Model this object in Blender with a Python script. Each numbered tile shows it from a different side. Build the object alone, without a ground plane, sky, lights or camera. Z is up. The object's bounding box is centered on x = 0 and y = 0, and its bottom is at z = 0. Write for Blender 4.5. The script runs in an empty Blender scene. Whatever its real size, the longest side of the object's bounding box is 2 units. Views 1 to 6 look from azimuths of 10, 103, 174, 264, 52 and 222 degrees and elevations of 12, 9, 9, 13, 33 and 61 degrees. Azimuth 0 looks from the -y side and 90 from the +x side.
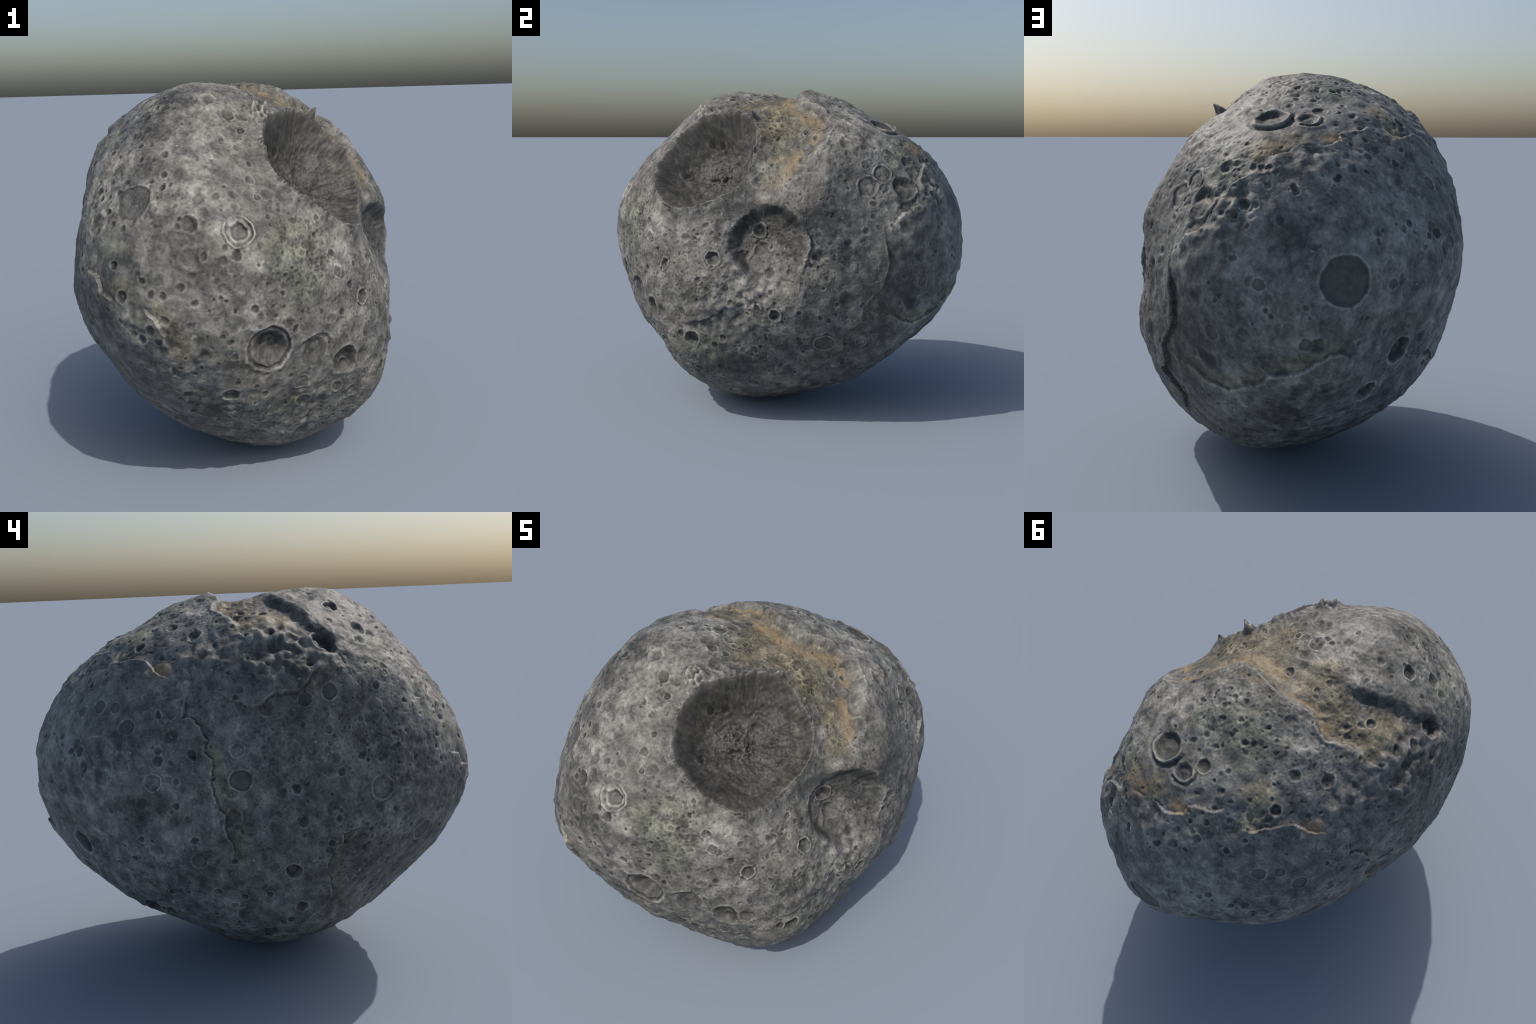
"""A lumpy, egg-shaped asteroid: one smooth body made of swells and flats, dented by craters, pits and one great
bowl, broken by cliffs and seams, with rust and tan stains along the upper cliff."""
import math

import bmesh
import bpy
import mathutils
import numpy as np

SUBDIV = 9

# ------------------------------------------------------------------ description of the object
MEAN_RADIUS = 0.821
# swell (+) or flat (-) of the body, in mm, at evenly spread headings from the top down
SWELLS_MM = [
    -46, -22, -47, 7, 36, 73, 19, -3, 36, 9, 1, -5, 8, 23, -1, -39, -6, 91, -121, -21,
    18, -63, -62, 36, 6, -22, 30, 39, -18, 13, -4, -47, -27, -57, -9, 58, 10, 28, 31, 45,
    -3, 20, 37, 39, -34, 8, 44, 55, -28, 2, -14, -15, -28, 7, -52, 47, 8, -31, 10, 16,
    -52, -6, 23, 25, 19, -27, -18, 27, -35, -32, -27, -33, 17, 13, -2, -6, 7, -29, -74, 8,
    17, -23, 1, -28, 47, 48, 67, -22, 9, 60, -23, -31, 34, 1, 13, -44, -5, 37, -1, -52,
    1, 42, 74, 4, -20, 11, 9, -48, -34, -7, -36, -19, -20, 15, 71, -36, -21, -14, 72, -3,
    -67, -1, -8, 48, -37, 6, 1, 73, -9, -35, -3, 61, 48, -27, -34, -3, -45, -4, -6, -64,
    -9, 19, -25, 15, -17, -20, -22, 12, 14, 20, -28, 5, 62, 5, 5, -19, 29, 27, -10, -15,
    0, 34, 10, -17, -4, 29, -13, -37, -13, -8, 38, -41, 13, 6, -19, -3, 0, 23, 6, 13,
    36, 2, 21, -56, -18, -35, 16, -41, -22, -29, 15, 4, -3, 66, -2, -5, -13, -11, -11, -6,
    13, 19, 16, 4, -1, -2, 23, -27, -1, 29, -32, 16, 38, 1, -34, 2, 8, 18, 10, 25,
    9, 6, 11, -34, -14, 4, -11, 15, -36, 4, -35, 5, 16, 4, -25, 44, 13, 4, -5, 12,
]

# steep-walled holes: longitude, latitude (deg), radius (mm)
DEEP_HOLES = [
    (-46.7, -20.8, 63), (109.2, -14.6, 58), (124.4, -41.5, 55), (100.5, -25.5, 51), (-154.3, 46.7, 49), (131.0, -44.0, 48),
    (-24.2, -28.2, 42), (-82.7, -24.5, 36), (-171.9, -22.5, 34), (-135.7, 58.2, 32), (125.1, 47.4, 27), (-106.0, 3.4, 25),
    (-173.7, 62.8, 22), (-109.2, 9.8, 19),
]

# bowls with a sharp raised rim: longitude, latitude (deg), radius (mm)
RINGED_CRATERS = [
    (0.5, 12.8, 43), (-17.0, -0.4, 35), (-38.7, -3.6, 32), (8.9, -20.4, 31), (-11.7, -28.9, 19), (-77.2, 50.7, 18),
    (140.3, -32.2, 17), (-27.1, 10.2, 12), (-100.1, 48.1, 11), (-25.1, 8.8, 11), (-55.4, 18.0, 9), (-98.6, 50.8, 8),
    (-56.3, 15.4, 8),
]

# shallow old craters with a thin rim: longitude, latitude (deg), radius (mm)
FAINT_RINGS = [
    (45.1, 25.0, 51), (29.5, -31.2, 49), (-143.9, 3.2, 49), (-126.9, -12.4, 47), (51.6, 28.0, 46), (144.1, 8.5, 35),
    (-62.0, -24.9, 32), (44.4, -30.3, 31), (170.4, 19.1, 29), (-21.5, -9.4, 27), (50.8, 23.1, 27), (46.4, 32.3, 22),
    (-47.6, 5.0, 19), (-11.1, -11.8, 17), (81.3, -11.9, 13),
]

# flat dark-floored hollows: longitude, latitude (deg), radius (mm)
DARK_POOLS = [
    (171.3, 9.7, 45), (155.1, -18.4, 35), (-157.3, 32.6, 34), (135.2, 23.5, 32), (62.1, -7.4, 31), (122.2, 27.4, 29),
    (-165.9, 31.7, 28), (83.5, -7.5, 25), (128.7, 28.2, 25), (74.1, 4.2, 23), (102.6, 4.0, 19),
]

# plain rounded pits: longitude, latitude (deg), radius (mm)
PITS = [
    (2.1, 3.6, 40), (-84.0, 80.0, 36), (-59.6, -32.8, 35), (-91.0, 19.7, 35), (-133.0, 48.4, 33), (63.0, 30.5, 31),
    (-82.9, 55.4, 30), (149.0, 54.5, 29), (6.8, -6.0, 29), (-166.8, 49.2, 29), (-168.1, -35.5, 27), (75.5, 87.6, 26),
    (-174.8, 52.4, 26), (-14.6, -39.6, 25), (118.9, 14.6, 25), (-114.7, -39.0, 25), (-79.9, 12.9, 25), (132.8, 57.4, 24),
    (-67.6, 71.1, 24), (29.1, 54.6, 24), (-48.3, -29.5, 24), (145.5, 15.1, 24), (-101.9, -6.1, 23), (-49.4, 5.9, 23),
    (-110.1, 53.1, 23), (-99.3, -3.7, 23), (-29.0, -26.4, 22), (-75.8, 33.2, 22), (-95.1, -23.9, 22), (-122.9, -6.7, 22),
    (-51.5, 10.9, 22), (-169.0, -5.0, 21), (73.0, 29.0, 21), (-55.7, 65.0, 21), (69.8, 20.9, 21), (-59.4, 77.9, 21),
    (-135.7, 35.2, 21), (-96.1, -1.2, 21), (-46.1, -23.3, 21), (-113.1, 45.4, 21), (-140.7, 31.3, 20), (10.3, 0.9, 20),
    (154.7, -11.0, 20), (156.0, 17.7, 20), (-24.8, -39.8, 20), (-155.5, 9.7, 20), (101.4, 33.5, 20), (-170.9, 6.2, 20),
    (-111.9, 18.9, 19), (-15.3, -30.9, 19), (-76.1, -0.2, 19), (-97.7, -6.4, 19), (111.1, 32.7, 19), (-116.9, 49.6, 19),
    (-44.1, 0.8, 19), (-93.6, 19.0, 18), (115.3, 14.0, 18), (-53.9, 71.2, 18), (81.1, 23.6, 18), (-60.2, -11.7, 18),
    (-100.2, 32.1, 18), (65.8, 31.1, 18), (-178.9, 64.7, 18), (159.7, -30.8, 18), (169.8, -32.8, 18), (136.8, -10.3, 18),
    (52.4, -44.2, 18), (74.8, 29.1, 17), (66.5, 18.6, 17), (-98.6, 4.1, 17), (-149.2, 13.3, 17), (-95.9, 4.0, 17),
    (70.6, 29.5, 17), (72.1, 20.8, 17), (41.9, -41.4, 17), (-171.3, -40.6, 17), (149.8, 1.1, 17), (-92.3, 5.9, 17),
    (-87.2, 12.6, 17), (80.9, 64.1, 17), (67.7, 18.6, 17), (156.3, 16.7, 17), (-179.6, -31.8, 17), (-50.4, 10.7, 16),
    (-136.0, 34.0, 16), (91.0, 26.3, 16), (-108.3, 18.0, 16), (-73.8, 27.7, 16), (-159.9, -12.6, 16), (-99.7, 28.8, 16),
    (-158.1, -4.7, 16), (144.3, 28.1, 16), (-112.6, 40.5, 16), (-73.0, -25.6, 16), (-100.8, 6.9, 16), (127.4, -25.3, 16),
    (-79.7, 43.9, 16), (-170.3, 79.1, 16), (-110.3, 36.2, 16), (-18.5, -12.0, 15), (-8.6, -16.6, 15), (131.9, -17.6, 15),
    (99.3, 29.2, 15), (-132.2, 24.9, 15), (91.6, 27.2, 15), (-75.2, 38.9, 15), (-125.3, 38.4, 15), (167.9, -19.5, 15),
    (-58.1, 19.7, 14), (59.2, -28.9, 14), (-148.1, 24.0, 14), (-107.9, 40.6, 14), (101.2, 32.0, 14), (101.7, -7.2, 14),
    (-26.7, 17.5, 14), (-169.7, 15.6, 14), (-26.0, 7.1, 14), (59.8, 14.9, 14), (54.9, -5.8, 14), (-66.0, -21.7, 13),
    (-65.2, -19.6, 13), (-64.2, 4.6, 13), (17.5, -0.2, 13), (-80.8, -20.7, 13), (83.2, -0.1, 13), (140.5, -11.0, 13),
    (-37.4, -28.1, 13), (-102.7, 21.3, 13), (-158.7, -1.5, 13), (-24.2, -34.5, 12), (-142.2, 63.4, 12), (-13.1, -15.2, 11),
    (-24.6, 6.2, 11), (-167.8, 1.8, 10), (65.8, -12.4, 10), (-21.7, -15.8, 10), (60.3, 2.9, 10), (-65.7, 61.5, 9),
    (-36.3, -16.6, 9), (132.3, 2.8, 8),
]

# worn shallow dishes: longitude, latitude (deg), radius (mm)
DISHES = [
    (56.9, 17.7, 65), (35.0, -13.5, 45), (135.0, 13.4, 39), (54.4, 9.9, 38), (-178.2, -48.9, 38), (118.3, 2.4, 37),
    (-137.4, 4.0, 35), (-89.6, 25.9, 35), (-9.1, -40.8, 34), (124.4, 11.7, 33), (141.2, -14.2, 32), (-94.0, 59.3, 32),
    (16.7, 28.9, 32), (65.5, -40.5, 31), (-71.4, 84.8, 29), (117.1, 16.4, 28), (114.2, 25.1, 28), (64.3, -47.4, 28),
    (-89.2, -7.0, 27), (-145.2, -2.5, 26), (39.9, -34.7, 25), (-77.9, -6.3, 25), (-175.9, 5.0, 25), (57.7, 34.6, 25),
    (-111.4, 74.2, 24), (-122.1, 88.0, 24), (-80.8, 27.8, 23), (105.0, 4.5, 22), (7.4, 11.1, 22), (-102.1, 37.9, 22),
    (155.6, 2.6, 21), (9.8, 10.0, 21), (105.0, 35.8, 21), (-83.0, 11.6, 20), (-90.1, 8.3, 20), (-85.3, 27.1, 20),
    (164.9, -5.0, 20), (-159.2, 22.9, 20), (-77.7, -32.9, 18), (-83.1, 8.8, 18), (-15.9, -8.8, 17), (-163.2, -12.7, 17),
    (147.4, 32.4, 17), (44.9, 14.3, 16),
]

# scarps: (what, corner points as longitude/latitude, side that stands higher: 1 left / -1 right, step, wall width)
SCARPS = [
    ('upper cliff above the rusty floor',
     [(171.8, 55.2), (170.4, 57.8), (167.4, 61.6), (154.7, 66.3), (153.2, 70.3), (149.6, 74.5), (128.0, 78.5),
     (73.0, 81.0), (42.0, 77.6), (33.8, 73.4), (38.4, 65.9), (41.2, 59.7), (42.2, 54.8), (38.2, 50.4), (32.2,
     45.8), (25.8, 41.4), (20.4, 36.5)],
     1, 0.048, 0.025),
    ('lip of the back shelf',
     [(48.8, 9.4), (53.9, 14.2), (59.7, 16.5), (62.9, 21.0), (65.6, 25.1), (76.4, 32.7), (83.7, 35.9), (89.6,
     35.8), (93.8, 37.9), (94.3, 40.7), (100.5, 42.4), (105.1, 43.6), (108.9, 44.3), (111.5, 40.2), (118.2, 41.2),
     (125.0, 42.9), (133.4, 43.7), (138.4, 41.0), (146.4, 38.5)],
     -1, 0.013, 0.0048),
    ('canyon wall',
     [(-162.1, 77.0), (-163.0, 71.9), (-160.8, 68.1), (-159.6, 64.6), (-156.4, 62.0), (-157.6, 59.5), (-155.1,
     56.7), (-156.0, 53.4), (-151.4, 49.4), (-149.9, 42.6)],
     1, 0.034, 0.028),
    ('crust edge and seam on the right flank',
     [(48.0, 6.8), (48.5, 3.5), (48.9, -0.9), (47.7, -6.0), (48.1, -7.9), (46.4, -10.9), (41.3, -16.2), (40.4,
     -20.4), (39.3, -22.6), (36.0, -24.6), (37.2, -32.6), (34.3, -38.6), (28.0, -45.1)],
     -1, 0.026, 0.01),
    ('low seam round the back',
     [(49.1, -18.7), (56.0, -20.2), (59.4, -21.6), (64.8, -22.9), (69.4, -19.9), (72.7, -18.1), (75.3, -15.7),
     (79.6, -14.9), (81.9, -14.3), (85.6, -11.7), (88.6, -9.8), (90.2, -9.4), (93.3, -11.6), (95.4, -10.9)],
     -1, 0.013, 0.01),
    ('seam under the canyon',
     [(166.7, 34.4), (170.6, 33.1), (173.5, 32.2), (175.3, 31.4), (179.7, 32.3), (-177.3, 33.6), (-171.4, 34.4),
     (-168.0, 34.3), (-162.9, 37.4), (-157.5, 39.4)],
     1, 0.015, 0.006),
    ('long seam on the left flank',
     [(153.6, 35.3), (152.6, 31.9), (153.1, 27.8), (157.0, 27.6), (158.9, 24.4), (160.7, 22.9), (159.6, 18.3),
     (162.3, 16.2), (161.7, 5.0), (163.0, 0.4), (165.8, -2.0), (165.5, -7.6), (167.6, -12.9), (168.2, -19.2)],
     -1, 0.014, 0.0055),
    ('curved seam low on the left',
     [(-148.5, -7.9), (-154.2, -8.1), (-156.4, -9.5), (-156.7, -12.8), (-160.1, -17.0), (-160.9, -21.5), (-158.0,
     -27.0), (-157.2, -31.7), (-159.0, -35.6), (-163.3, -39.5), (-164.4, -41.9), (-171.8, -44.3), (171.2, -46.4)],
     -1, 0.014, 0.0055),
    ('hairline seam',
     [(113.0, -17.1), (116.3, -19.2), (125.2, -19.0), (129.9, -22.1), (134.2, -25.5), (139.3, -27.8)],
     1, 0.005, 0.002),
    ('broken lip on the front left',
     [(-122.2, 8.5), (-118.6, 7.9), (-114.7, 6.8), (-113.3, 3.7), (-109.7, 3.1), (-107.2, 2.4), (-103.4, 2.5),
     (-100.6, 2.4), (-99.3, -0.6), (-97.3, -1.5), (-96.2, -4.4), (-95.7, -7.9), (-96.2, -11.4), (-96.9, -16.7),
     (-93.8, -18.7)],
     -1, 0.015, 0.0046),
    ('seam low on the front',
     [(-73.7, -36.5), (-70.4, -32.0), (-64.7, -29.6), (-60.8, -29.2), (-56.6, -28.2)],
     1, 0.013, 0.01),
    ('broken wall of a merged crater',
     [(-64.6, -13.4), (-62.6, -11.6), (-59.9, -10.6), (-57.7, -10.5), (-55.4, -11.7), (-53.6, -13.8), (-52.3,
     -17.3)],
     1, 0.024, 0.012),
    ('outer edge of the shallow basin',
     [(21.5, 13.4), (22.7, 5.2), (21.0, -0.8), (19.2, -6.7)],
     -1, 0.02, 0.01),
    ('front step',
     [(-28.9, -22.9), (-18.6, -21.8), (-13.1, -20.5), (-11.0, -18.3), (-6.1, -18.4)],
     1, 0.016, 0.014),
]

# tan stains: longitude, latitude, spread (m)
TAN_STAINS = [
    (-157.8, 81.6, 0.078), (-5.0, 77.6, 0.134), (6.6, 68.9, 0.118), (9.8, 58.9, 0.132), (32.1, 60.4, 0.09), (12.5, 43.8, 0.081),
    (7.8, 33.2, 0.066), (-33.7, 73.2, 0.087), (25.5, 82.6, 0.095), (147.0, 83.2, 0.093), (170.9, 75.3, 0.105), (161.8, 78.9, 0.079),
    (170.2, 62.1, 0.091), (171.0, 68.4, 0.078), (176.0, 58.0, 0.066), (10.1, 60.4, 0.087), (80.8, 38.2, 0.061), (117.5, 43.9, 0.058),
    (118.1, 50.4, 0.071), (71.7, 36.4, 0.048), (-171.3, 59.4, 0.093),
]

# green stains: longitude, latitude, spread (m)
GREEN_STAINS = [
    (-65.7, 14.4, 0.136), (-62.1, 4.7, 0.095), (101.4, 63.9, 0.142), (75.2, 59.9, 0.079), (-133.1, 44.3, 0.087), (-139.9, 40.1, 0.059),
    (63.9, 32.4, 0.099), (-112.6, 13.6, 0.051), (-18.0, -33.0, 0.114),
]

# pale patches, several painted to brighten sunlit slopes: longitude, latitude, spread (m)
PALE_PATCHES = [
    (-98.9, 38.7, 0.077), (-90.7, 27.8, 0.11), (-79.5, 1.8, 0.084), (-84.0, -1.6, 0.072), (-74.4, 13.0, 0.073), (-29.1, 8.4, 0.098),
    (-3.1, 40.0, 0.073), (6.2, -9.1, 0.101), (-41.6, 21.1, 0.067), (-12.2, 30.0, 0.065), (52.1, 13.1, 0.071), (-112.5, 80.1, 0.102),
    (-149.0, 70.7, 0.06), (-107.7, 71.8, 0.089), (-11.9, 50.0, 0.057), (-29.3, 8.1, 0.064), (-76.9, 2.8, 0.066), (-90.0, 45.6, 0.117),
    (38.3, 46.3, 0.065), (53.0, 38.8, 0.074), (-125.7, 38.5, 0.181), (-121.8, 24.6, 0.155), (-129.5, 52.5, 0.112), (53.5, 35.7, 0.135),
    (75.2, 59.0, 0.091), (74.3, 65.0, 0.198), (137.1, 64.8, 0.141), (59.7, 51.0, 0.123), (92.0, 51.4, 0.091), (121.3, 53.5, 0.077),
    (-104.0, 26.6, 0.1), (-82.1, 19.2, 0.096), (-98.9, 56.0, 0.117), (-92.7, 36.8, 0.102), (-45.9, 9.9, 0.098), (-63.9, 13.6, 0.084),
    (-63.8, -47.1, 0.086),
]

# dusk patches, including painted canyon shadow and scarp shading: longitude, latitude, spread (m)
DUSK_PATCHES = [
    (-161.2, 67.0, 0.06), (-158.3, 60.0, 0.06), (-154.7, 47.0, 0.062), (-108.0, 56.1, 0.082), (-117.1, 45.5, 0.081), (-111.0, -4.3, 0.077),
    (141.2, 0.5, 0.105), (153.9, -18.5, 0.08), (-10.1, 23.4, 0.064), (-8.8, -39.3, 0.115), (-90.4, -30.0, 0.12), (-81.7, -15.4, 0.063),
    (80.9, 14.5, 0.087), (79.2, -27.2, 0.133), (20.9, 14.5, 0.092), (19.8, -5.6, 0.046), (-167.9, 42.7, 0.077), (53.1, -8.4, 0.164),
    (48.8, -29.1, 0.123), (45.0, -40.9, 0.086), (-8.3, 22.1, 0.096), (8.6, 14.2, 0.093), (-22.1, -19.8, 0.064), (-76.1, -47.7, 0.072),
]

# rust bands: runs of longitude/latitude points
RUST_BANDS = [
    [(83.2, 85.2), (35.6, 82.7), (20.2, 75.6), (25.1, 69.1), (34.5, 60.5), (36.4, 55.5), (33.2, 51.9), (30.5, 49.3)],
    [(21.0, 44.7), (18.1, 40.0), (14.1, 34.2)],
    [(54.9, 76.3), (93.3, 79.5), (122.8, 78.5), (147.1, 75.7), (154.1, 71.2), (158.6, 67.7)],
    [(72.0, 33.3), (77.0, 35.0)],
    [(91.5, 38.4), (93.0, 39.0)],
    [(138.9, 41.9), (141.8, 41.1)],
]

# olive bands: runs of longitude/latitude points
OLIVE_BANDS = [
    [(49.7, 2.0), (50.3, -2.0), (49.1, -7.5), (47.7, -12.1), (43.2, -17.8), (41.5, -24.4), (38.3, -29.2), (35.9, -37.4)],
    [(51.9, -17.3), (57.8, -19.1), (65.0, -20.7), (68.4, -18.5), (72.7, -16.2), (79.6, -13.3), (84.2, -11.2), (88.5, -8.7), (91.3, -8.3)],
    [(161.5, 18.7), (164.4, 13.5), (164.3, 4.9), (168.2, -3.5), (169.7, -10.8), (170.3, -18.2)],
    [(-154.1, -10.2), (-157.5, -18.7), (-158.0, -22.8), (-154.2, -27.6), (-152.8, -35.1)],
    [(-163.8, 35.3), (-156.0, 37.7)],
    [(-108.7, 5.8), (-105.9, 5.4)],
    [(-97.4, 1.0), (-94.5, -2.0), (-93.2, -8.6), (-94.5, -13.9)],
    [(-70.8, -34.5), (-65.8, -32.0), (-60.5, -30.7)],
    [(49.5, -19.2), (58.9, -20.0), (66.8, -19.1)],
]

# special features: longitude, latitude (deg), radius (m)
RING_IN_RING = (-79.3, 18.3, 0.060)
TERRACED = (-72.3, -11.7, 0.098)
ROUND_POOL = (91.4, 5.1, 0.092)
BASIN = (6.1, 6.3, 0.200)
BASIN_STEEP = (-1.6, 26.2)
OLD_DISC = (-107.4, 24.7, 0.078)
SPONGY = [(-84.3, -0.8, 0.086), (-89.8, -9.1, 0.071), (-140.2, 17.6, 0.117), (10.4, 62.5, 0.071), (9.3, 45.8, 0.071), (10.0, 33.1, 0.06), (26.1, -2.4, 0.079), (-65.7, 12.5, 0.157), (1.6, -18.1, 0.081), (0.4, -38.6, 0.083), (102.5, 38.6, 0.073), (5.3, 60.7, 0.067), (-151.6, -13.2, 0.117), (-116.0, 27.4, 0.089), (84.4, 64.2, 0.196), (-77.0, -45.1, 0.073)]
LUMPY = [(-57.4, -32.6, 0.234), (-88.9, -26.8, 0.158), (-14.5, -20.0, 0.207), (0.9, -10.7, 0.173), (68.9, 21.5, 0.068), (87.1, 31.6, 0.092), (116.3, 41.7, 0.089), (-154.4, 44.0, 0.143), (154.4, 44.2, 0.143), (-173.0, 46.3, 0.128), (-174.2, 50.9, 0.12), (-102.7, -2.8, 0.135), (63.4, 20.9, 0.146)]
# longitude, latitude, radius (mm), a point on the side where the rim stands (longitude, latitude), depth, hook
CRESCENTS = [(72.0, 47.0, 65, 75.1, 41.6, 0.42, 0.17), (85.2, 46.5, 42, 90.2, 43.3, 0.3, 0.15), (90.1, 51.2, 29, 90.4, 48.2, 0.35, 0.05), (-58.6, -16.0, 67, -59.2, -21.4, 0.26, 0.0), (80.7, 24.2, 19, 82.0, 22.3, 0.4, 0.05), (57.4, 22.3, 66, 57.7, 15.8, 0.34, 0.05)]

# the great crater: middle of its rim, the way it faces, size, wave of the rim, small pits on its floor (x, y, radius)
BOWL_CENTRE = (0.390, -0.316, 1.328)
BOWL_AXIS = (0.745, -0.294, 0.599)
BOWL_RADIUS = 0.294
BOWL_RIM_RISE = 0.0034
BOWL_DEPTH = 0.172
# how its rim swings in and out and up and down: times round, radius cos/sin, height cos/sin (m)
BOWL_RIM_WAVES = [(1, 0.0059, -0.0067, 0.0007, -0.0007), (2, 0.0066, 0.006, -0.0076, 0.016), (3, 0.0022, 0.0061, 0.0082, -0.0017), (4, 0.0002, -0.003, 0.0021, 0.004), (5, -0.003, -0.0064, 0.0018, 0.0023)]
BOWL_PITS = [(-0.095, 0.161, 0.02), (-0.026, 0.158, 0.022), (-0.18, -0.041, 0.021)]
# horns on its rim: longitude, latitude, height (m), half width (m), sharpness
HORNS = [(-11.8, 62.0, 0.046, 0.034, 1.0), (-67.0, 59.6, 0.036, 0.056, 0.9), (-62.0, 60.5, 0.018, 0.020, 1.0), (-71.0, 59.0, 0.020, 0.020, 1.0),
         (-4.8, 45.8, 0.026, 0.022, 1.0), (-31.2, 64.4, 0.018, 0.024, 1.0), (-21.0, 64.2, 0.012, 0.018, 1.0), (-1.0, 52.5, 0.012, 0.022, 1.0), (-40.5, 19.6, 0.014, 0.05, 1.0)]
FOOT = (-10.0, -88.0)
FOOT_LIFT = 0.004
CRUST_TINT = (0.85, 0.85, 0.835)


CENTRE = np.array([0.0, 0.0, 0.86])        # the heart of the body, from which every radius is measured
SWELL_WIDTH = 0.235                        # angular spread of one swell (rad)
rng = np.random.default_rng(11)


# ------------------------------------------------------------------ helpers
def heading(lon, lat):
    a, b = math.radians(lon), math.radians(lat)
    return np.array([math.cos(b) * math.cos(a), math.cos(b) * math.sin(a), math.sin(b)])


def even_headings(n):
    i = np.arange(n) + 0.5
    z = 1 - 2 * i / n
    a = i * math.pi * (3 - math.sqrt(5))
    s = np.sqrt(1 - z * z)
    return np.stack([s * np.cos(a), s * np.sin(a), z], 1)


SWELL_AT = even_headings(len(SWELLS_MM))
SWELL_H = np.array(SWELLS_MM) / 1000.0


def body_radius(d):
    """Smooth radius of the whole rock along unit headings d (before craters and cliffs)."""
    r = np.full(len(d), MEAN_RADIUS)
    for k in range(0, len(d), 60000):
        r[k:k + 60000] += np.exp((d[k:k + 60000] @ SWELL_AT.T - 1) / SWELL_WIDTH ** 2) @ SWELL_H
    return r


def on_body(lon, lat):
    d = heading(lon, lat)
    return CENTRE + d * body_radius(d[None])[0]


def smooth(a, b, x):
    t = np.clip((x - a) / (b - a), 0, 1)
    return t * t * (3 - 2 * t)


def lattice(ix, iy, iz, seed):
    h = (ix.astype(np.uint32) * np.uint32(374761393) + iy.astype(np.uint32) * np.uint32(668265263)
         + iz.astype(np.uint32) * np.uint32(2147483647 - 58) + np.uint32(seed * 144665 + 7))
    h = (h ^ (h >> np.uint32(13))) * np.uint32(1274126177)
    h = (h ^ (h >> np.uint32(15))) * np.uint32(2246822519)
    return h ^ (h >> np.uint32(16))


GRAD = np.array([(1, 1, 0), (-1, 1, 0), (1, -1, 0), (-1, -1, 0), (1, 0, 1), (-1, 0, 1), (1, 0, -1), (-1, 0, -1),
                 (0, 1, 1), (0, -1, 1), (0, 1, -1), (0, -1, -1)], float)


def noise(p, scale, seed=0):
    """Gradient noise, about -1..1."""
    q = p * scale + 100.0
    i = np.floor(q).astype(np.int64)
    f = q - i
    u = f * f * f * (f * (f * 6 - 15) + 10)
    total = np.zeros(len(p))
    for dx in (0, 1):
        for dy in (0, 1):
            for dz in (0, 1):
                g = GRAD[lattice(i[:, 0] + dx, i[:, 1] + dy, i[:, 2] + dz, seed) % np.uint32(12)]
                v = g[:, 0] * (f[:, 0] - dx) + g[:, 1] * (f[:, 1] - dy) + g[:, 2] * (f[:, 2] - dz)
                w = (u[:, 0] if dx else 1 - u[:, 0]) * (u[:, 1] if dy else 1 - u[:, 1]) * (u[:, 2] if dz else 1 - u[:, 2])
                total += w * v
    return total * 1.2


def layered(p, scale, octaves, gain=0.5, seed=0):
    t, amp = np.zeros(len(p)), 1.0
    for k in range(octaves):
        t += amp * noise(p, scale * 2.03 ** k, seed + 17 * k)
        amp *= gain
    return t


# ------------------------------------------------------------------ the undented body
bm = bmesh.new()
bmesh.ops.create_icosphere(bm, subdivisions=SUBDIV, radius=1.0)
ball = bpy.data.meshes.new("ball")
bm.to_mesh(ball)
bm.free()
N = len(ball.vertices)
D = np.empty(N * 3, np.float32)
ball.vertices.foreach_get("co", D)
D = D.reshape(-1, 3).astype(float)
D /= np.linalg.norm(D, axis=1)[:, None]
TRI = np.empty(len(ball.polygons) * 3, np.int32)
ball.polygons.foreach_get("vertices", TRI)
TRI = TRI.reshape(-1, 3)
bpy.data.meshes.remove(ball)

R0 = body_radius(D)
P0 = CENTRE + D * R0[:, None]
# rough, slightly bent copy of the surface, in which outlines of craters and cliffs are drawn: makes them ragged
coarse = np.stack([noise(P0, 11, s) for s in (1, 2, 3)], 1)
fine = np.stack([noise(P0, 38, s) for s in (4, 5, 6)], 1)
PW = P0 + 0.0065 * coarse + 0.0040 * fine        # for craters
PS = P0 + 0.012 * coarse + 0.0055 * fine        # for cliffs

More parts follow.
